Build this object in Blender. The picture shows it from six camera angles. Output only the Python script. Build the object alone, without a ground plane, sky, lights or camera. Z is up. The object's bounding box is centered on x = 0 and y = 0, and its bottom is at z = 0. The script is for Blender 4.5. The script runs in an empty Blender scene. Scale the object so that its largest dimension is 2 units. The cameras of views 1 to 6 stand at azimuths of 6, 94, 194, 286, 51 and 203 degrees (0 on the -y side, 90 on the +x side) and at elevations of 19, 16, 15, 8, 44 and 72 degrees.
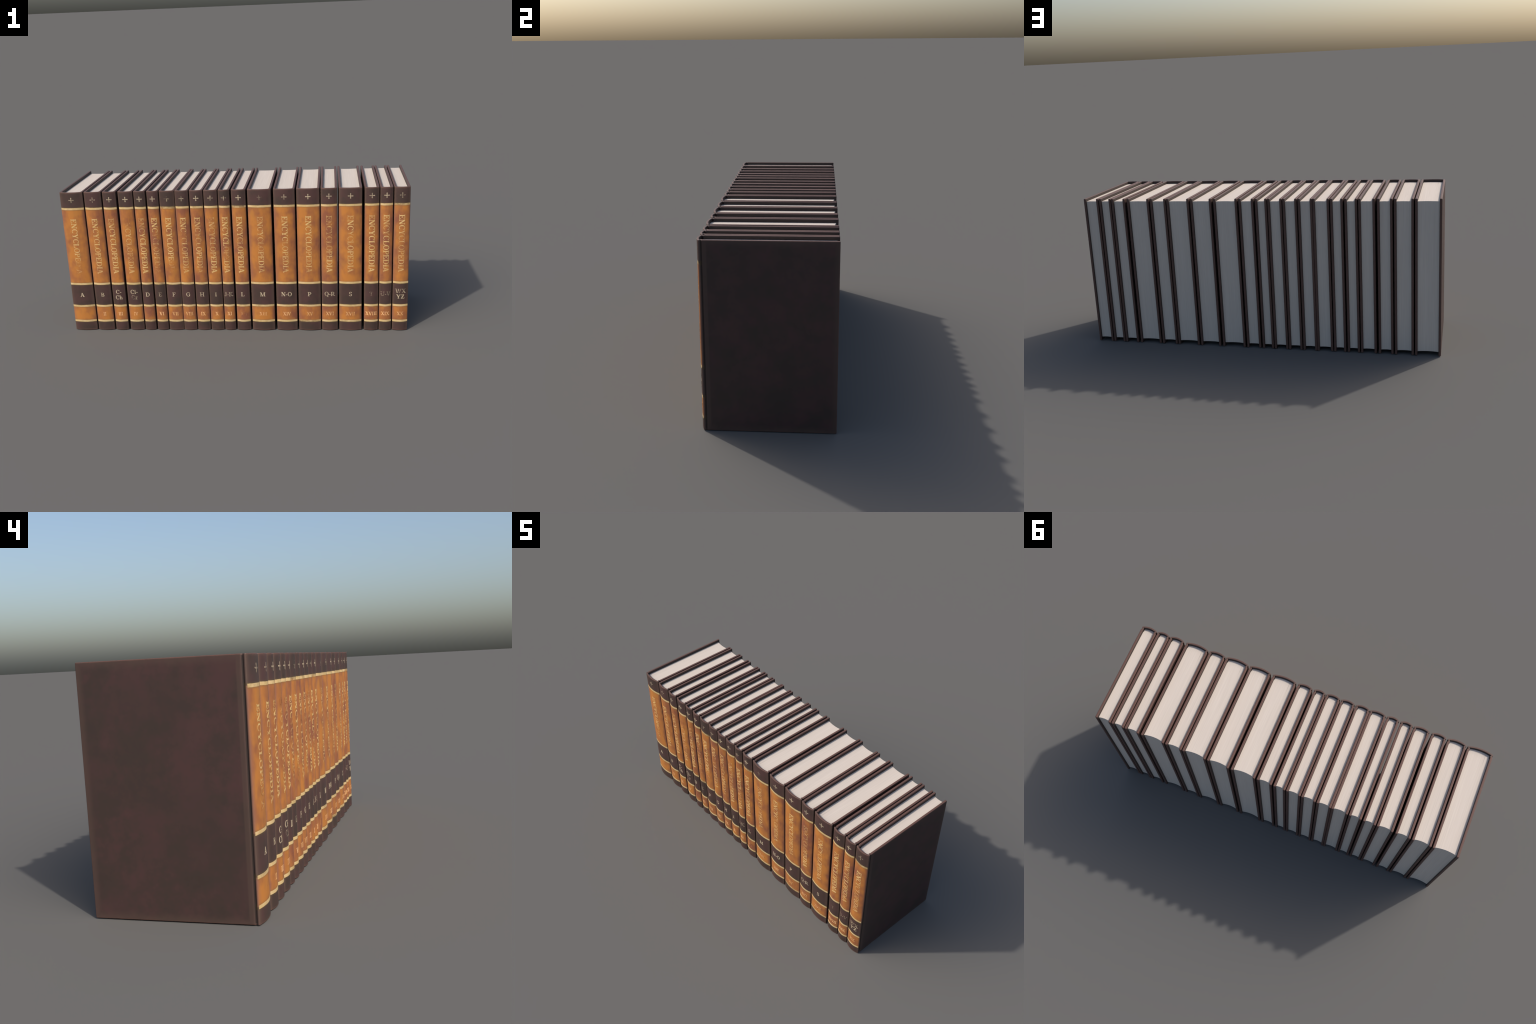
"""A row of twenty leather-bound encyclopedia volumes standing upright side by side.

Every volume is a top-level Empty with its parts as children: a case binding
(two cover boards and a rounded spine, one continuous strip with a joint groove),
a page block with a hollow fore-edge, gilt rules, a gilt cross, the vertical title
set letter by letter, the volume label and the roman numeral.
All parts of one volume share one origin, so the procedural materials line up.
"""
import bpy, math
import numpy as np

# ----------------------------------------------------------------- dimensions
H = 0.861            # height of the boards
Y_FORE = 0.2945      # fore-edge of the boards
Y_JOINT = -0.2725    # joint groove
Y_SHOULDER = -0.2850 # where the round of the spine starts
T_BOARD = 0.0130     # board thickness
R_EDGE = 0.0034      # rounding of the turned-in edges
PAGE_Z0, PAGE_Z1 = 0.0205, 0.8448
PAGE_FORE = 0.2835

# band edges up the spine (centre heights of the gilt rules)
RULE_Z = (0.0600, 0.1577, 0.2990, 0.7625)
RULE_H = 0.0124

# volume table: right edge, left edge, label lines, numeral, redness of the calf,
# gilt left on: title letters, cross, label lines, numeral, rules (bottom to top)
VOLUMES = [
    (-0.863, -1.000, ("A",), "I", .08, (.9, .85, .85, .85, .8, .8, .75, .7, .45, .2, .12, .3), .60, (.9,), .03, (.9, .8, .9, .75)),
    (-0.755, -0.857, ("B",), "II", .30, (.85, .75, .7, .75, .75, .75, .75, .75, .75, .75, .7, .55), .50, (.6,), .6, (1, 1, .95, 1)),
    (-0.668, -0.748, ("C-", "Ch"), "III", .55, (.28, .5, .7, .8, .85, .8, .8, .9, .9, .9, .9, .85), .80, (1, .95), .7, (1, 1, 1, 1)),
    (-0.570, -0.657, ("Ci-", "Cz"), "IV", .40, (.03, .22, .55, .7, .6, .5, .4, .4, .35, .6, .6, .7), 1.0, (1, .32), .5, (.95, .9, 1, 1)),
    (-0.497, -0.565, ("D",), "V", .65, (.45, .4, .4, .6, .85, 1, 1, 1, 1, 1, 1, .95), .90, (1,), 0., (.45, 1, 1, 1)),
    (-0.421, -0.489, ("E",), "VI", .80, (1, 1, .8, .2, .28, .3, .4, .4, .4, .3, .2, .12), .65, (.38,), .8, (1, 1, .6, 1)),
    (-0.327, -0.416, ("F",), "VII", .45, (1, 1, 1, 1, 1, 1, 1, 1, .8, .3, .15, .15), .40, (.8,), .6, (1, 1, 1, .42)),
    (-0.247, -0.326, ("G",), "VIII", .60, (.75, .75, .65, .2, .3, .4, .5, .6, .6, .55, .5, .6), .48, (.85,), .5, (.8, .85, 1, .95)),
    (-0.164, -0.242, ("H",), "IX", .60, (.75, .65, .6, .2, .3, .3, .75, .8, .7, .6, .5, .2), .95, (.65,), .9, (1, 1, 1, .75)),
    (-0.081, -0.160, ("I",), "X", .55, (.25, .45, .55, .55, .5, .5, .5, .55, .85, .95, .95, .9), .50, (.6,), .8, (1, 1, 1, .95)),
    (-0.011, -0.077, ("J-K",), "XI", .70, (.95, 1, 1, .95, .9, .8, .4, .35, .4, .65, .7, .8), .32, (.42,), .8, (1, 1, 1, .75)),
    (0.081, -0.002, ("L",), "XII", .70, (.85, .85, .85, .75, .5, .4, .7, .85, .9, .9, .9, .9), 1.0, (.9,), .12, (.9, .8, .95, .4)),
    (0.225, 0.090, ("M",), "XIII", .10, (.5, .5, .5, .6, .4, .35, .3, .5, .65, .75, .6, .5), .28, (.9,), .35, (.85, .75, .85, .9)),
    (0.359, 0.237, ("N-O",), "XIV", .35, (.85, .8, .8, .85, .75, .4, .6, .6, .7, .6, .5, .35), .58, (.95,), .6, (.95, 1, 1, .75)),
    (0.498, 0.367, ("P",), "XV", .18, (1, 1, .9, .85, .8, .75, .7, .6, .6, .55, .5, .4), .90, (.9,), .4, (.42, .85, .95, 1)),
    (0.596, 0.503, ("Q-R",), "XVI", .80, (.35, .35, .4, .45, .35, .45, .5, .5, .5, .9, .95, 1), .95, (.75,), .55, (1, 1, 1, .85)),
    (0.735, 0.604, ("S",), "XVII", .12, (.55, 1, .9, .4, .35, .55, .75, .8, .7, .6, .6, .6), .88, (.9,), .5, (.75, .8, 1, .8)),
    (0.830, 0.748, ("T",), "XVIII", .68, (.6, .9, 1, 1, 1, 1, 1, 1, 1, 1, 1, 1), .75, (.15,), .95, (1, 1, 1, 1)),
    (0.906, 0.834, ("U-V",), "XIX", .65, (.8, .7, .5, .4, .6, .85, .85, .75, .7, .7, .6, .6), .90, (.3,), .8, (1, 1, .95, 1)),
    (1.000, 0.911, ("WX", "YZ"), "XX", .45, (.9, .9, 1, .6, .4, .4, .4, .5, .6, .55, .5, .6), .48, (.4, .75), .5, (1, 1, 1, .55)),
]
TITLE = "ENCYCLOPEDIA"
TITLE_TOP, TITLE_BOTTOM, TITLE_CAP = 0.7040, 0.3640, 0.0318
LABEL_Z, LABEL_CAP, LABEL_STEP = 0.2295, 0.0250, 0.0350
NUMERAL_Z, NUMERAL_CAP = 0.1060, 0.0215
CROSS_Z, CROSS_SIZE = 0.8150, 0.0320


# ------------------------------------------------------------------ materials
class Nodes:
    """Small helper that adds nodes to a material and links sockets."""

    def __init__(self, name):
        self.mat = bpy.data.materials.new(name)
        self.mat.use_nodes = True
        self.t = self.mat.node_tree
        self.bsdf = self.t.nodes["Principled BSDF"]
        self.obj = self.t.nodes.new("ShaderNodeTexCoord").outputs["Object"]
        sep = self.t.nodes.new("ShaderNodeSeparateXYZ")
        self.t.links.new(self.obj, sep.inputs[0])
        self.x, self.y, self.z = sep.outputs
        facing = self.t.nodes.new("ShaderNodeSeparateXYZ")
        self.t.links.new(self.t.nodes.new("ShaderNodeNewGeometry").outputs["Normal"], facing.inputs[0])
        self.nx, self.ny, self.nz = facing.outputs
        self.seed = self.prop("seed")
        off = self.t.nodes.new("ShaderNodeCombineXYZ")
        for i, k in enumerate((3.17, 5.71, 9.13)):
            self.put(off.inputs[i], self.math("MULTIPLY", self.seed, k))
        add = self.t.nodes.new("ShaderNodeVectorMath")
        self.put(add.inputs[0], self.obj)
        self.put(add.inputs[1], off.outputs[0])
        self.co = add.outputs[0]

    def put(self, sock, v):
        if isinstance(v, bpy.types.NodeSocket):
            self.t.links.new(v, sock)
        else:
            sock.default_value = v

    def prop(self, name):
        a = self.t.nodes.new("ShaderNodeAttribute")
        a.attribute_type = "OBJECT"
        a.attribute_name = '["%s"]' % name
        return a.outputs["Fac"]

    def math(self, op, a, b=0.0, clamp=False):
        n = self.t.nodes.new("ShaderNodeMath")
        n.operation, n.use_clamp = op, clamp
        self.put(n.inputs[0], a)
        self.put(n.inputs[1], b)
        return n.outputs[0]

    def ramp(self, v, a, b, lo=0.0, hi=1.0):
        n = self.t.nodes.new("ShaderNodeMapRange")
        n.interpolation_type = "SMOOTHSTEP"
        self.put(n.inputs[0], v)
        for i, k in enumerate((a, b, lo, hi)):
            self.put(n.inputs[i + 1], k)
        return n.outputs[0]

    def band(self, v, a, b, soft):
        return self.math("MULTIPLY", self.ramp(v, a - soft, a + soft), self.ramp(v, b + soft, b - soft))

    def noise(self, scale, detail=3.0, rough=0.55, stretch=(1, 1, 1), shift=0.0):
        m = self.t.nodes.new("ShaderNodeMapping")
        m.inputs["Scale"].default_value = stretch
        m.inputs["Location"].default_value = (shift, shift * 1.7, shift * 0.6)
        self.put(m.inputs["Vector"], self.co)
        n = self.t.nodes.new("ShaderNodeTexNoise")
        n.inputs["Scale"].default_value = scale
        n.inputs["Detail"].default_value = detail
        n.inputs["Roughness"].default_value = rough
        self.put(n.inputs["Vector"], m.outputs[0])
        return n.outputs["Fac"]

    def mix(self, f, a, b):
        n = self.t.nodes.new("ShaderNodeMix")
        n.data_type = "RGBA"
        self.put(n.inputs["Factor"], f)
        for s, v in ((n.inputs[6], a), (n.inputs[7], b)):
            self.put(s, v if isinstance(v, bpy.types.NodeSocket) else (*v, 1.0))
        return n.outputs[2]

    def finish(self, color, rough, spec, height=None, bump=0.1, dist=0.001):
        self.put(self.bsdf.inputs["Base Color"], color)
        self.put(self.bsdf.inputs["Roughness"], rough)
        self.put(self.bsdf.inputs["Specular IOR Level"], spec)
        if height is not None:
            b = self.t.nodes.new("ShaderNodeBump")
            b.inputs["Strength"].default_value = bump
            b.inputs["Distance"].default_value = dist
            self.put(b.inputs["Height"], height)
            self.put(self.bsdf.inputs["Normal"], b.outputs[0])
        return self.mat


EDGE = (0.118, 0.061, 0.047)      # rubbed reddish edge of the leather
INNER_SHADE = (0.036, 0.025, 0.021) # leather darkened to paint the shade inside the case
EDGE_SOFT = (0.086, 0.054, 0.042)


def brown_leather(n):
    """Dark brown leather, mottled between reddish and olive-black."""
    cloud = n.noise(10.0, 6.0, 0.62)
    fine = n.noise(45.0, 3.0, 0.6, shift=4.0)
    m = n.ramp(n.math("ADD", n.math("MULTIPLY", cloud, 0.8), n.math("MULTIPLY", fine, 0.2)), 0.37, 0.63)
    return n.mix(m, (0.050, 0.033, 0.027), (0.071, 0.036, 0.033))


def edge_mask(n, reach):
    """1 on the head and tail edges of the case, fading over a ragged reach."""
    rag = n.math("MULTIPLY", n.math("SUBTRACT", n.noise(30.0, 3.0, shift=9.0), 0.5), reach * 0.8)
    d = n.math("MINIMUM", n.z, n.math("SUBTRACT", H, n.z))
    return n.ramp(n.math("ADD", d, rag), reach, 0.0)


def joint_mask(n):
    """Dark line in the joint groove, away from the rubbed head and tail."""
    d = n.math("MINIMUM", n.z, n.math("SUBTRACT", H, n.z))
    return n.math("MULTIPLY", n.ramp(n.math("ABSOLUTE", n.math("ADD", n.y, 0.2720)), 0.0050, 0.0012), n.ramp(d, 0.002, 0.008))


def spine_color(n):
    """Calf panels between dark bands; shared by the spine and all gilding on it."""
    brown = brown_leather(n)
    half = n.prop("half_width")
    u = n.math("DIVIDE", n.x, half)
    au = n.math("ABSOLUTE", u)
    # brown bands with rubbed head, tail and shoulders
    brown = n.mix(n.math("MULTIPLY", n.ramp(au, 0.68, 0.97), 0.75), brown, EDGE_SOFT)
    brown = n.mix(n.math("MULTIPLY", edge_mask(n, 0.011), 0.75), brown, EDGE)
    # shoulder strip
    shoulder = n.ramp(n.y, -0.2865, -0.2810)
    brown = n.mix(n.math("MULTIPLY", shoulder, 0.8), brown, (0.108, 0.067, 0.053))
    brown = n.mix(joint_mask(n), brown, (0.030, 0.020, 0.017))
    brown = n.mix(n.math("MULTIPLY", n.ramp(n.ny, 0.45, 0.90), 0.85), brown, INNER_SHADE)
    # calf
    tone = n.prop("tone")
    blot = n.noise(13.0, 3.0, 0.5, shift=2.0)
    streak = n.noise(28.0, 3.0, 0.55, stretch=(1, 1, 0.40), shift=7.0)
    f = n.math("ADD", n.math("MULTIPLY", n.math("SUBTRACT", blot, 0.5), 2.3),
               n.math("MULTIPLY", n.math("SUBTRACT", streak, 0.5), 1.7))
    f = n.math("ADD", n.math("ADD", f, n.math("MULTIPLY", tone, 0.55)), 0.20, clamp=True)
    calf = n.mix(f, (0.430, 0.166, 0.036), (0.232, 0.083, 0.042))
    gold_patch = n.ramp(n.noise(19.0, 2.0, shift=13.0), 0.55, 0.75, 0.0, 0.45)
    calf = n.mix(gold_patch, calf, (0.410, 0.180, 0.040))
    speck = n.ramp(n.noise(95.0, 3.0, 0.7, shift=21.0), 0.60, 0.80, 0.0, 0.26)
    calf = n.mix(speck, calf, (0.26, 0.10, 0.04))
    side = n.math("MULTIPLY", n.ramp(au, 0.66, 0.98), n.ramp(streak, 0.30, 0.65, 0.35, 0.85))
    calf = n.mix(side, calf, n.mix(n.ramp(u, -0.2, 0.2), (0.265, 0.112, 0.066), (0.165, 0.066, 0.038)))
    # panel layout
    wob = n.math("MULTIPLY", n.math("SUBTRACT", n.noise(55.0, 2.0, shift=5.0), 0.5), 0.0035)
    zz = n.math("ADD", n.z, wob)
    panel = n.math("ADD", n.band(zz, RULE_Z[0], RULE_Z[1], 0.0016), n.band(zz, RULE_Z[2], RULE_Z[3], 0.0016), clamp=True)
    # olive tarnish beside the rules
    halo = None
    for z in RULE_Z:
        h = n.ramp(n.math("ABSOLUTE", n.math("SUBTRACT", n.z, z)), 0.014, 0.006)
        halo = h if halo is None else n.math("MAXIMUM", halo, h)
    calf = n.mix(n.math("MULTIPLY", halo, 0.60), calf, (0.22, 0.118, 0.040))
    brown = n.mix(n.math("MULTIPLY", halo, 0.55), brown, (0.105, 0.070, 0.030))
    calf = n.mix(n.math("MULTIPLY", shoulder, 0.85), calf, (0.200, 0.098, 0.068))
    panel = n.math("MULTIPLY", panel, n.ramp(n.y, -0.2765, -0.2800))
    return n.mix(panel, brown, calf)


def make_board_leather():
    n = Nodes("dark_brown_leather")
    c = brown_leather(n)
    # broad darker clouds and a lighter frame along the rubbed edges of the board
    c = n.mix(n.ramp(n.noise(3.2, 2.0, shift=17.0), 0.48, 0.70, 0.0, 0.40), c, (0.046, 0.032, 0.026))
    fore = n.ramp(n.math("SUBTRACT", Y_FORE, n.y), 0.030, 0.002)
    hinge = n.band(n.y, -0.268, -0.251, 0.003)
    soft = n.math("MAXIMUM", edge_mask(n, 0.034), n.math("MAXIMUM", fore, hinge))
    c = n.mix(n.math("MULTIPLY", soft, 0.62), c, EDGE_SOFT)
    hard_fore = n.ramp(n.math("SUBTRACT", Y_FORE, n.y), 0.006, 0.0)
    c = n.mix(n.math("MAXIMUM", edge_mask(n, 0.006), n.math("MULTIPLY", hard_fore, 0.6)), c, EDGE)
    c = n.mix(joint_mask(n), c, (0.030, 0.020, 0.017))
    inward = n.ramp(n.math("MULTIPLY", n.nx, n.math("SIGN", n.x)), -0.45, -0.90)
    c = n.mix(n.math("MULTIPLY", inward, 0.85), c, INNER_SHADE)
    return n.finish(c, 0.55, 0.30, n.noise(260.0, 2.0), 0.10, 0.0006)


def make_spine_leather():
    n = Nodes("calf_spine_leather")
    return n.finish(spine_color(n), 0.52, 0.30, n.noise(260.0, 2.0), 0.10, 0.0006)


def make_gilt(name, col_a, col_b, patch_scale):
    """Worn gold leaf: where it has gone, the colour of the leather below shows."""
    n = Nodes(name)
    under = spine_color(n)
    gilt = n.prop("gilt")
    wear = n.math("MULTIPLY", n.math("SUBTRACT", n.noise(patch_scale, 3.0, 0.65, shift=31.0), 0.5), 1.9)
    loose = n.math("MULTIPLY", n.math("SUBTRACT", 1.18, gilt), 1.7)
    keep = n.math("ADD", n.math("MULTIPLY", wear, loose), n.math("MULTIPLY", gilt, 1.12), clamp=True)
    keep = n.math("MULTIPLY", keep, n.ramp(gilt, 0.0, 0.3))
    gold = n.mix(n.ramp(n.noise(38.0, 2.0, shift=41.0), 0.35, 0.65), col_a, col_b)
    return n.finish(n.mix(keep, under, gold), 0.50, 0.30)


def make_paper():
    n = Nodes("aged_paper")
    lines = n.noise(1.0, 3.0, 0.75, stretch=(520.0, 3.0, 3.0))
    wide = n.noise(1.0, 2.0, 0.6, stretch=(110.0, 2.0, 2.0), shift=3.0)
    c = n.mix(n.ramp(lines, 0.30, 0.70), (0.565, 0.487, 0.414), (0.645, 0.564, 0.484))
    c = n.mix(n.ramp(wide, 0.40, 0.75, 0.0, 0.5), c, (0.605, 0.515, 0.435))
    # a gathering that has opened near the spine
    u = n.math("DIVIDE", n.x, n.prop("half_width"))
    slit = n.math("MULTIPLY", n.ramp(n.math("ABSOLUTE", n.math("ADD", u, 0.47)), 0.030, 0.004),
                  n.math("MULTIPLY", n.ramp(n.y, -0.190, -0.250), n.ramp(n.y, -0.279, -0.272)))
    c = n.mix(n.math("MULTIPLY", slit, n.ramp(lines, 0.35, 0.6, 0.2, 0.75)), c, (0.30, 0.25, 0.215))
    return n.finish(c, 0.75, 0.20, lines, 0.22, 0.0010)


# ------------------------------------------------------------------- geometry
def spine_apex(half):
    """Foremost line of the round; thick volumes are rounded more."""
    return Y_SHOULDER - 0.0056 - 0.078 * half


def spine_y(x, half):
    """Outer surface of the rounded spine."""
    xs = half - 0.0040
    return spine_apex(half) + (Y_SHOULDER - spine_apex(half)) * (x / xs) ** 2


def spine_inner_y(x, half):
    xs = half - 0.0100
    apex = spine_apex(half)
    return apex + 0.0100 + (-0.2778 - apex - 0.0100) * (x / xs) ** 2


def case_columns(half):
    """Outer and inner plan points of the case, from one fore-edge round to the other.
    Returns arrays outer, inner, a tip weight, and the two columns of the joints."""
    o, i, tip = [], [], []
    hb = T_BOARD / 2
    steps = 5
    for k in range(steps):                       # rounded fore-edge of the board
        a = math.pi / 2 * k / (steps - 1)
        y = Y_FORE - R_EDGE * (1 - math.sin(math.pi / 2 - a))
        w = hb - R_EDGE * (1 - math.sin(a))
        o.append((-half + hb - w, y)); i.append((-half + hb + w, y)); tip.append(1.0)
    for y in np.linspace(Y_FORE - R_EDGE * 2.4, -0.2600, 12):
        o.append((-half, y)); i.append((-half + T_BOARD, y)); tip.append(0.0)
    for ox, oy, ix, iy in ((0.0000, -0.2655, 0.0128, -0.2645), (0.0008, -0.2680, 0.0140, -0.2672),
                           (0.0032, -0.2705, 0.0150, -0.2695), (0.0046, -0.2725, 0.0153, -0.2715),
                           (0.0036, -0.2748, 0.0150, -0.2732), (0.0012, -0.2770, 0.0138, -0.2748),
                           (0.0002, -0.2795, 0.0118, -0.2765), (0.0004, -0.2818, 0.0105, -0.2778),
                           (0.0018, -0.2838, 0.0100, -0.2784)):
        o.append((-half + ox, oy)); i.append((-half + ix, iy)); tip.append(0.0)
    left = len(o)
    n = 26
    for k in range(n):
        s = -1 + 2 * k / (n - 1)
        xo, xi = s * (half - 0.0040), s * (half - 0.0098)
        o.append((xo, spine_y(xo, half))); i.append((xi, spine_inner_y(xi, half))); tip.append(0.0)
    for k in range(left - 1, -1, -1):
        o.append((-o[k][0], o[k][1])); i.append((-i[k][0], i[k][1])); tip.append(tip[k])
    groove = left - 6                            # deepest column of the joint
    return np.array(o), np.array(i), np.array(tip), groove, len(o) - 1 - groove


def case_mesh(half):
    """Vertices, normals and faces (with their column) of the whole case."""
    o, i, tip, g0, g1 = case_columns(half)
    nc = len(o)
    mid = (o + i) / 2
    spine_col = (np.arange(nc) >= g0) & (np.arange(nc) <= g1)
    soft = np.where(spine_col, 0.60, 0.95)       # boards are rounded more than the thin spine
    soft = np.convolve(np.pad(soft, 2, mode="edge"), np.ones(5) / 5, "valid")[:, None]
    thick = np.linalg.norm(o - i, axis=1)[:, None]
    q = 5
    # (z, inset): inset shrinks from R_EDGE at the very edge to 0
    zs = []
    for k in range(q):
        a = math.pi / 2 * k / (q - 1)
        zs.append((R_EDGE * (1 - math.cos(a)), R_EDGE * (1 - math.sin(a))))
    up = zs + [(z, 0.0) for z in np.linspace(0.02, H - 0.02, 12)] + [(H - z, s) for z, s in reversed(zs)]
    verts = []
    for z, s in up:
        f = np.clip(1 - 2 * s * soft / np.maximum(thick, 2.2 * R_EDGE), 0.1, 1)
        po, pi_ = mid + (o - mid) * f, mid + (i - mid) * f
        for p in (po, pi_):
            p = p.copy()
            p[:, 1] -= tip * s
            verts.append(np.column_stack([p, np.full(nc, z)]))
    verts = np.concatenate(verts)
    nl = len(up)
    O = lambda l, c: (2 * l) * nc + c
    I = lambda l, c: (2 * l + 1) * nc + c
    faces, col = [], []
    for l in range(nl - 1):
        for c in range(nc - 1):
            faces.append((O(l, c), O(l, c + 1), O(l + 1, c + 1), O(l + 1, c))); col.append(c)
            faces.append((I(l, c + 1), I(l, c), I(l + 1, c), I(l + 1, c + 1))); col.append(c)
        faces.append((I(l, 0), O(l, 0), O(l + 1, 0), I(l + 1, 0))); col.append(0)
        e = nc - 1
        faces.append((O(l, e), I(l, e), I(l + 1, e), O(l + 1, e))); col.append(e - 1)
    t = nl - 1
    for c in range(nc - 1):
        faces.append((O(0, c + 1), O(0, c), I(0, c), I(0, c + 1))); col.append(c)
        faces.append((O(t, c), O(t, c + 1), I(t, c + 1), I(t, c))); col.append(c)
    faces = np.array(faces)
    # area-weighted vertex normals of the whole case: flat faces stay flat, edges round off
    p = verts[faces]
    fn = np.cross(p[:, 2] - p[:, 0], p[:, 3] - p[:, 1])
    nrm = np.zeros_like(verts)
    for k in range(4):
        np.add.at(nrm, faces[:, k], fn)
    nrm /= np.linalg.norm(nrm, axis=1)[:, None] + 1e-12
    return verts, nrm, faces, np.array(col), g0, g1


def add_object(name, verts, faces, mat, parent, props, normals=None, smooth=False):
    me = bpy.data.meshes.new(name)
    me.from_pydata([tuple(v) for v in verts], [], [tuple(f) for f in faces])
    me.materials.append(mat)
    if smooth:
        me.polygons.foreach_set("use_smooth", [True] * len(me.polygons))
    if normals is not None:
        me.normals_split_custom_set_from_vertices([tuple(v) for v in normals])
    me.update()
    ob = bpy.data.objects.new(name, me)
    bpy.context.scene.collection.objects.link(ob)
    ob.parent = parent
    for k, v in props.items():
        ob[k] = v
    return ob


def sub_mesh(verts, nrm, faces):
    used = np.unique(faces)
    remap = np.full(len(verts), -1)
    remap[used] = np.arange(len(used))
    return verts[used], nrm[used], remap[faces]


def page_mesh(half):
    """Plan outline of the page block (rounded back, hollow fore-edge), extruded."""
    w = half - T_BOARD - 0.0003
    wb = half - 0.0157
    n = 24
    s = np.linspace(-1, 1, n)
    back = np.column_stack([s * wb, spine_inner_y(s * wb, half) + 0.0006])
    back[:, 1] = np.minimum(back[:, 1], -0.2775)
    fore = np.column_stack([-s * w, PAGE_FORE - 0.125 * w * (1 - s ** 2)])
    side_r = np.array([(wb, -0.2660), (w, -0.2610)])
    side_l = np.array([(-w, -0.2610), (-wb, -0.2660)])
    ring = np.concatenate([back, side_r, fore, side_l])
    m = len(ring)
    verts = np.concatenate([np.column_stack([ring, np.full(m, z)]) for z in (PAGE_Z0, PAGE_Z1)])
    faces = [(k, (k + 1) % m, m + (k + 1) % m, m + k) for k in range(m)]
    faces += [tuple(range(m - 1, -1, -1)), tuple(range(m, 2 * m))]
    return verts, faces


# ------------------------------------------------- a small bold roman alphabet
THICK, THIN, SERIF = 0.195, 0.085, 0.078


def line(x0, y0, x1, y1, w, n=7):
    """Stroke with level ends; w is its level width (or height for level bars)."""
    t = np.linspace(0, 1, n)
    x, y = x0 + (x1 - x0) * t, y0 + (y1 - y0) * t
    if abs(y1 - y0) > 1e-6:
        return np.column_stack([x - w / 2, y]), np.column_stack([x + w / 2, y])
    return np.column_stack([x, y + w / 2]), np.column_stack([x, y - w / 2])


def arc(cx, cy, rx, ry, a0, a1, heavy=THICK, light=THIN, n=20):
    """Bowl whose stroke is heavy where it runs upright and light at top and bottom."""
    a = np.radians(np.linspace(a0, a1, n))
    w = light + (heavy - light) * np.abs(np.cos(a)) ** 1.5
    ox, oy = cx + rx * np.cos(a), cy + ry * np.sin(a)
    ix, iy = cx + (rx - w) * np.cos(a), cy + (ry - light) * np.sin(a)
    return np.column_stack([ox, oy]), np.column_stack([ix, iy])


def foot(x, y, w=0.40):
    return line(x - w / 2, y, x + w / 2, y, SERIF, 3)


def stem(x, y0=0.0, y1=1.0, w=THICK, top=True, bottom=True, sw=0.40):
    out = [line(x, y0, x, y1, w)]
    if bottom: out.append(foot(x, y0 + SERIF / 2, sw))
    if top: out.append(foot(x, y1 - SERIF / 2, sw))
    return out


def tick(x, y0, y1):
    return line(x, y0, x, y1, SERIF, 3)


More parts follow.
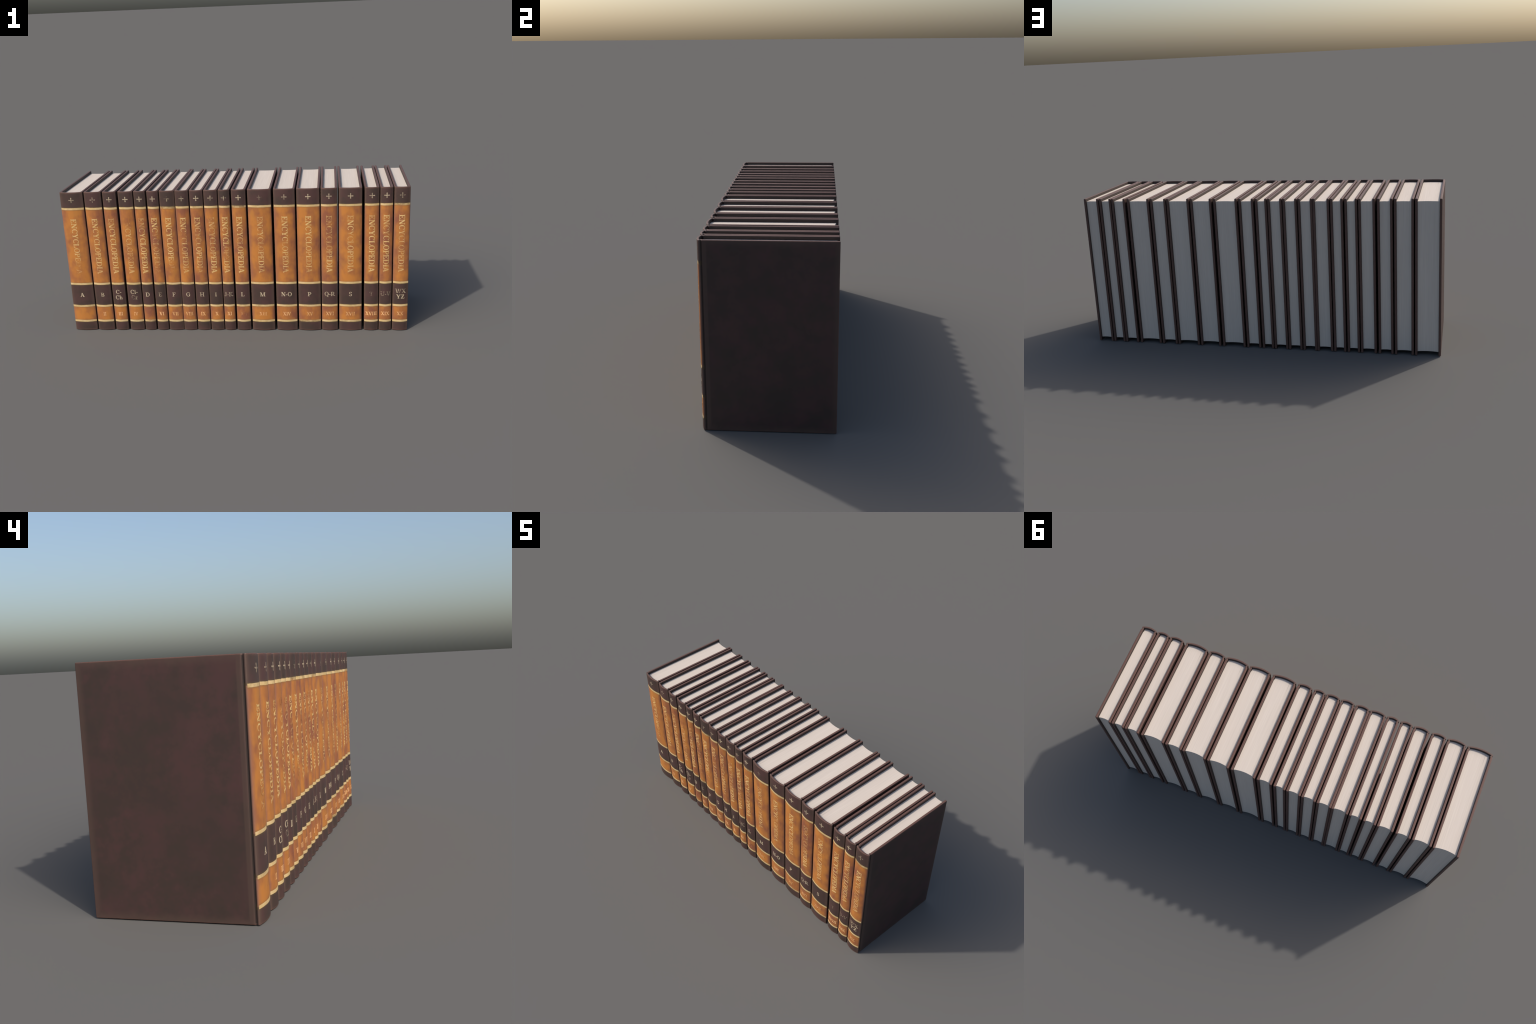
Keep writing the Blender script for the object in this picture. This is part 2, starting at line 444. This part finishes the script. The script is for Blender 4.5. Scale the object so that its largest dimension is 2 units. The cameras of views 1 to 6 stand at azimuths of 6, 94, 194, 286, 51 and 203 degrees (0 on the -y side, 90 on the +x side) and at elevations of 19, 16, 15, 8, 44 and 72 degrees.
def glyph(c):
    """Strokes of one character in units of the cap height, and its advance."""
    lo, hi = SERIF / 2, 1 - SERIF / 2
    if c in "EF":
        g = stem(0.22) + [line(0.2, hi, 0.76, hi, SERIF), tick(0.73, 0.72, 1.0),
                          line(0.2, 0.52, 0.56, 0.52, SERIF), tick(0.55, 0.38, 0.66)]
        if c == "E": g += [line(0.2, lo, 0.80, lo, SERIF), tick(0.78, 0.0, 0.30)]
        return g, 0.88 if c == "E" else 0.82
    if c == "L":
        return stem(0.22) + [line(0.2, lo, 0.78, lo, SERIF), tick(0.76, 0.0, 0.32)], 0.84
    if c == "I":
        return stem(0.24), 0.48
    if c == "N":
        return stem(0.20, w=THIN, sw=0.36) + stem(0.88, w=THIN, bottom=False, sw=0.34) + [line(0.22, 0.98, 0.84, 0.0, THICK + 0.06)], 1.08
    if c == "C":
        return [arc(0.53, 0.5, 0.47, 0.52, 42, 318), tick(0.86, 0.66, 0.98)], 0.98
    if c == "G":
        return [arc(0.53, 0.5, 0.47, 0.52, 42, 322), tick(0.86, 0.66, 0.98), line(0.83, 0.06, 0.83, 0.44, THICK), foot(0.82, 0.45, 0.34)], 1.06
    if c in "OQ":
        g = [arc(0.53, 0.5, 0.47, 0.52, 0, 360, n=40)]
        if c == "Q": g.append(line(0.50, 0.04, 0.92, -0.22, 0.20))
        return g, 1.06
    if c == "D":
        return stem(0.22) + [line(0.2, hi, 0.5, hi, SERIF), line(0.2, lo, 0.5, lo, SERIF), arc(0.46, 0.5, 0.52, 0.5, -90, 90)], 1.05
    if c in "PR":
        g = stem(0.22) + [line(0.2, hi, 0.48, hi, SERIF), line(0.2, 0.45, 0.48, 0.45, SERIF), arc(0.44, 0.71, 0.38, 0.29, -90, 90)]
        if c == "R": g += [line(0.46, 0.46, 0.84, 0.0, THICK + 0.03), foot(0.88, lo, 0.26)]
        return g, 0.86 if c == "P" else 1.02
    if c == "B":
        return stem(0.22) + [line(0.2, hi, 0.46, hi, SERIF), line(0.2, 0.53, 0.46, 0.53, SERIF), line(0.2, lo, 0.46, lo, SERIF),
                             arc(0.42, 0.75, 0.36, 0.25, -90, 90), arc(0.42, 0.27, 0.42, 0.27, -90, 90)], 0.92
    if c == "Y":
        return stem(0.50, 0.0, 0.46, top=False) + [line(0.20, 1.0, 0.50, 0.42, THICK + 0.04), line(0.84, 1.0, 0.53, 0.42, THIN + 0.02), foot(0.20, hi), foot(0.84, hi, 0.32)], 1.00
    if c == "A":
        return [line(0.47, 1.0, 0.82, 0.0, THICK + 0.04), line(0.46, 1.0, 0.16, 0.0, THIN + 0.02), line(0.26, 0.32, 0.70, 0.32, SERIF), foot(0.16, lo, 0.30), foot(0.82, lo, 0.40)], 1.00
    if c in "VW":
        g = [line(0.18, 1.0, 0.48, 0.0, THICK + 0.04), line(0.80, 1.0, 0.50, 0.0, THIN + 0.02), foot(0.19, hi), foot(0.80, hi, 0.32)]
        if c == "W": g += [line(0.70, 1.0, 0.98, 0.0, THICK + 0.04), line(1.28, 1.0, 1.00, 0.0, THIN + 0.02), foot(1.28, hi, 0.32)]
        return g, 0.98 if c == "V" else 1.44
    if c == "X":
        return [line(0.20, 1.0, 0.80, 0.0, THICK + 0.05), line(0.80, 1.0, 0.20, 0.0, THIN + 0.02), foot(0.20, hi), foot(0.80, hi, 0.32), foot(0.20, lo, 0.32), foot(0.80, lo)], 1.00
    if c == "H":
        return stem(0.22) + stem(0.84) + [line(0.2, 0.5, 0.86, 0.5, SERIF)], 1.06
    if c == "J":
        return [line(0.42, 0.16, 0.42, 1.0, THICK), foot(0.42, hi), arc(0.24, 0.18, 0.275, 0.20, -150, 0)], 0.68
    if c == "K":
        return stem(0.22) + [line(0.80, 1.0, 0.32, 0.42, THIN + 0.03), line(0.42, 0.58, 0.84, 0.0, THICK + 0.04), foot(0.80, hi, 0.32), foot(0.86, lo, 0.34)], 1.04
    if c == "M":
        return stem(0.18, w=THIN, sw=0.32) + stem(1.06) + [line(0.22, 1.0, 0.60, 0.0, THICK + 0.03), line(1.02, 1.0, 0.62, 0.0, THIN)], 1.26
    if c == "S":
        return [arc(0.40, 0.75, 0.31, 0.27, 30, 270), arc(0.40, 0.25, 0.33, 0.27, -150, 90), tick(0.66, 0.70, 0.98), tick(0.10, 0.02, 0.32)], 0.80
    if c == "T":
        return stem(0.46, top=False) + [line(0.06, hi, 0.86, hi, SERIF), tick(0.09, 0.70, 1.0), tick(0.83, 0.70, 1.0)], 0.92
    if c == "U":
        return [line(0.22, 0.34, 0.22, 1.0, THICK), line(0.82, 0.34, 0.82, 1.0, THIN), arc(0.49, 0.36, 0.365, 0.38, 180, 360, 0.13), foot(0.22, hi), foot(0.82, hi, 0.32)], 1.02
    if c == "Z":
        return [line(0.68, 0.96, 0.20, 0.04, THICK + 0.07), line(0.10, hi, 0.80, hi, SERIF), line(0.08, lo, 0.82, lo, SERIF), tick(0.11, 0.70, 1.0), tick(0.80, 0.0, 0.30)], 0.90
    if c == "h":
        return stem(0.18, 0.0, 1.02, 0.16, top=False, sw=0.32) + [arc(0.40, 0.38, 0.24, 0.28, 10, 170, 0.15), line(0.57, 0.0, 0.57, 0.42, 0.15), foot(0.57, lo, 0.30), foot(0.12, 0.97, 0.18)], 0.78
    if c == "i":
        return stem(0.20, 0.0, 0.66, 0.16, top=False, sw=0.32) + [foot(0.14, 0.63, 0.16), line(0.20, 0.80, 0.20, 0.97, 0.17, 3)], 0.42
    if c == "z":
        return [line(0.46, 0.62, 0.14, 0.04, 0.19), line(0.08, 0.62, 0.56, 0.62, SERIF), line(0.06, lo, 0.58, lo, SERIF), tick(0.56, 0.0, 0.20), tick(0.09, 0.46, 0.66)], 0.64
    if c == "-":
        return [line(0.06, 0.36, 0.36, 0.36, 0.12, 4)], 0.42
    raise ValueError(c)


def gilt_relief(ribbons, place, half, lift=0.00035):
    """Lay ribbons on the spine as thin raised foil that follows its round.
    Each ribbon sits a hair above the one before, so no two faces coincide."""
    verts, faces = [], []
    for k, (a, b) in enumerate(ribbons):
        h = lift + 0.00009 * k
        base = len(verts)
        n = len(a)
        cross = 4
        for j in range(n):
            for m in range(cross + 1):
                p = a[j] + (b[j] - a[j]) * (m / cross)
                x, z = place(p)
                verts.append((x, spine_y(x, half) - h, z))
        row = cross + 1
        fs = []
        for j in range(n - 1):
            for m in range(cross):
                q = base + j * row + m
                fs.append([q, q + row, q + row + 1, q + 1])
        # outline, walls down into the leather
        rim = [base + m for m in range(row)] + [base + j * row + cross for j in range(1, n)] \
            + [base + (n - 1) * row + m for m in range(cross - 1, -1, -1)] + [base + j * row for j in range(n - 2, 0, -1)]
        low = len(verts)
        for r in rim:
            v = verts[r]
            verts.append((v[0], v[1] + h + 0.0008, v[2]))
        L = len(rim)
        for j in range(L):
            fs.append([rim[j], rim[(j + 1) % L], low + (j + 1) % L, low + j])
        # face the viewer in front of the spine
        v0, v1, v2 = (np.array(verts[i]) for i in fs[0][:3])
        if np.cross(v1 - v0, v2 - v0)[1] > 0:
            fs = [f[::-1] for f in fs]
        else:
            fs = fs[:(n - 1) * cross] + [f for f in fs[(n - 1) * cross:]]
        faces += fs
    return verts, faces


def text_ribbons(text):
    """Ribbons of a line of text from x = 0, and its length (cap height 1)."""
    out, x = [], 0.0
    for c in text:
        g, adv = glyph(c)
        out.append([(a + (x, 0), b + (x, 0)) for a, b in g])
        x += adv
    return out, x


def cross_ribbons():
    """Cross with four leaf-shaped arms that swell towards rounded tips."""
    t = np.linspace(0.0, 1.0, 10)
    w = 0.130 + 0.080 * np.exp(-((t - 0.74) / 0.16) ** 2)
    w = w * np.sqrt(np.clip(1.0 - np.clip((t - 0.74) / 0.262, 0, 1) ** 2, 0.01, 1))
    out = []
    for k in range(4):
        c, s = math.cos(math.pi / 2 * k), math.sin(math.pi / 2 * k)
        d, q = np.array((c, s)), np.array((-s, c))
        r = 0.5 * t[:, None] * d
        out.append((r + 0.5 * w[:, None] * q * 1.0, r - 0.5 * w[:, None] * q * 1.0))
    out.append(line(-0.11, 0, 0.11, 0, 0.22, 4))
    return out


def rule_mesh(half, z):
    """Gilt rule across the spine, wrapped over both shoulders, edges slightly uneven."""
    rng = np.random.RandomState(int(1000 * (half + z)) + 5)
    o, _, _, g0, g1 = case_columns(half)
    path = o[g0 + 5:g1 - 4]
    d = np.gradient(path, axis=0)
    nrm = np.column_stack([d[:, 1], -d[:, 0]])
    nrm /= np.linalg.norm(nrm, axis=1)[:, None]
    out = path + nrm * 0.0003
    ins = path - nrm * 0.0008
    wob = np.convolve(rng.uniform(-1, 1, len(path) + 8), np.ones(9) / 9, "valid") * 0.0016
    rows = []
    for q, off in ((ins, -RULE_H / 2), (out, -RULE_H / 2 + 0.0004), (out, RULE_H / 2 - 0.0004), (ins, RULE_H / 2)):
        rows.append(np.column_stack([q, z + off + wob]))
    n = len(path)
    verts = np.concatenate(rows)
    faces = [(r * n + c, r * n + c + 1, (r + 1) * n + c + 1, (r + 1) * n + c) for r in range(3) for c in range(n - 1)]
    return verts, faces


# ---------------------------------------------------------------------- build
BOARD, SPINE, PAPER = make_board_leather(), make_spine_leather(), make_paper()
GILT_RULE = make_gilt("worn_gilt_rule", (0.54, 0.385, 0.17), (0.59, 0.43, 0.22), 34.0)
GILT_TITLE = make_gilt("worn_gilt_title", (0.57, 0.37, 0.14), (0.63, 0.425, 0.185), 60.0)
GILT_LABEL = make_gilt("worn_pale_gilt", (0.49, 0.40, 0.27), (0.44, 0.355, 0.25), 70.0)
GILT_NUMERAL = make_gilt("worn_copper_gilt", (0.72, 0.41, 0.17), (0.74, 0.43, 0.21), 70.0)


def build_volume(index, spec):
    right, left, label, numeral, tone, title_gilt, cross_gilt, label_gilt, numeral_gilt, rule_gilt = spec
    half = (right - left) / 2
    book = bpy.data.objects.new("encyclopedia_volume", None)
    book.empty_display_size = 0.1
    book.location = ((right + left) / 2, 0.0, 0.0)
    bpy.context.scene.collection.objects.link(book)
    book["label"] = "upright brown leather encyclopedia volume with worn gilt spine"
    book["category"] = "book"
    props = {"seed": 0.731 * (index + 1), "tone": tone, "half_width": half, "gilt": 1.0}

    verts, nrm, faces, col, g0, g1 = case_mesh(half)
    spine = None
    for name, pick, mat in (("cover_board", col < g0, BOARD), ("spine", (col >= g0) & (col < g1), SPINE), ("cover_board", col >= g1, BOARD)):
        v, nn, f = sub_mesh(verts, nrm, faces[pick])
        ob = add_object(name, v, f, mat, book, props, nn, True)
        if name == "spine":
            spine = ob
    v, f = page_mesh(half)
    add_object("page_block", v, f, PAPER, book, props)

    for z, g in zip(RULE_Z, rule_gilt):
        v, f = rule_mesh(half, z)
        add_object("gilt_rule", v, f, GILT_RULE, spine, {**props, "gilt": g})

    v, f = gilt_relief(cross_ribbons(), lambda p: (p[0] * CROSS_SIZE, CROSS_Z + p[1] * CROSS_SIZE), half)
    add_object("gilt_cross", v, f, GILT_LABEL, spine, {**props, "gilt": 0.75 * cross_gilt})

    # title, read downwards: the tops of the letters point to the right
    letters, length = text_ribbons(TITLE)
    s = (TITLE_TOP - TITLE_BOTTOM) / (length - 0.04)
    for ribbons, g in zip(letters, title_gilt):
        v, f = gilt_relief(ribbons, lambda p: ((p[1] - 0.5) * TITLE_CAP, TITLE_TOP - p[0] * s), half)
        add_object("title_letter", v, f, GILT_TITLE, spine, {**props, "gilt": g})

    for k, (text, g) in enumerate(zip(label, label_gilt)):
        z0 = LABEL_Z + LABEL_STEP * ((len(label) - 1) / 2 - k)
        rs, length = text_ribbons(text)
        w = LABEL_CAP * min(1.0, 1.62 * half / (LABEL_CAP * length))
        v, f = gilt_relief(sum(rs, []), lambda p: ((p[0] - length / 2) * w, z0 + (p[1] - 0.5) * LABEL_CAP), half)
        add_object("volume_label", v, f, GILT_LABEL, spine, {**props, "gilt": g})

    rs, length = text_ribbons(numeral)
    w = NUMERAL_CAP * 0.90 * min(1.0, 1.66 * half / (NUMERAL_CAP * 0.90 * length))
    v, f = gilt_relief(sum(rs, []), lambda p: ((p[0] - length / 2) * w, NUMERAL_Z + (p[1] - 0.5) * NUMERAL_CAP), half)
    add_object("volume_numeral", v, f, GILT_NUMERAL, spine, {**props, "gilt": min(1.0, 1.2 * numeral_gilt)})


for index, spec in enumerate(VOLUMES):
    build_volume(index, spec)
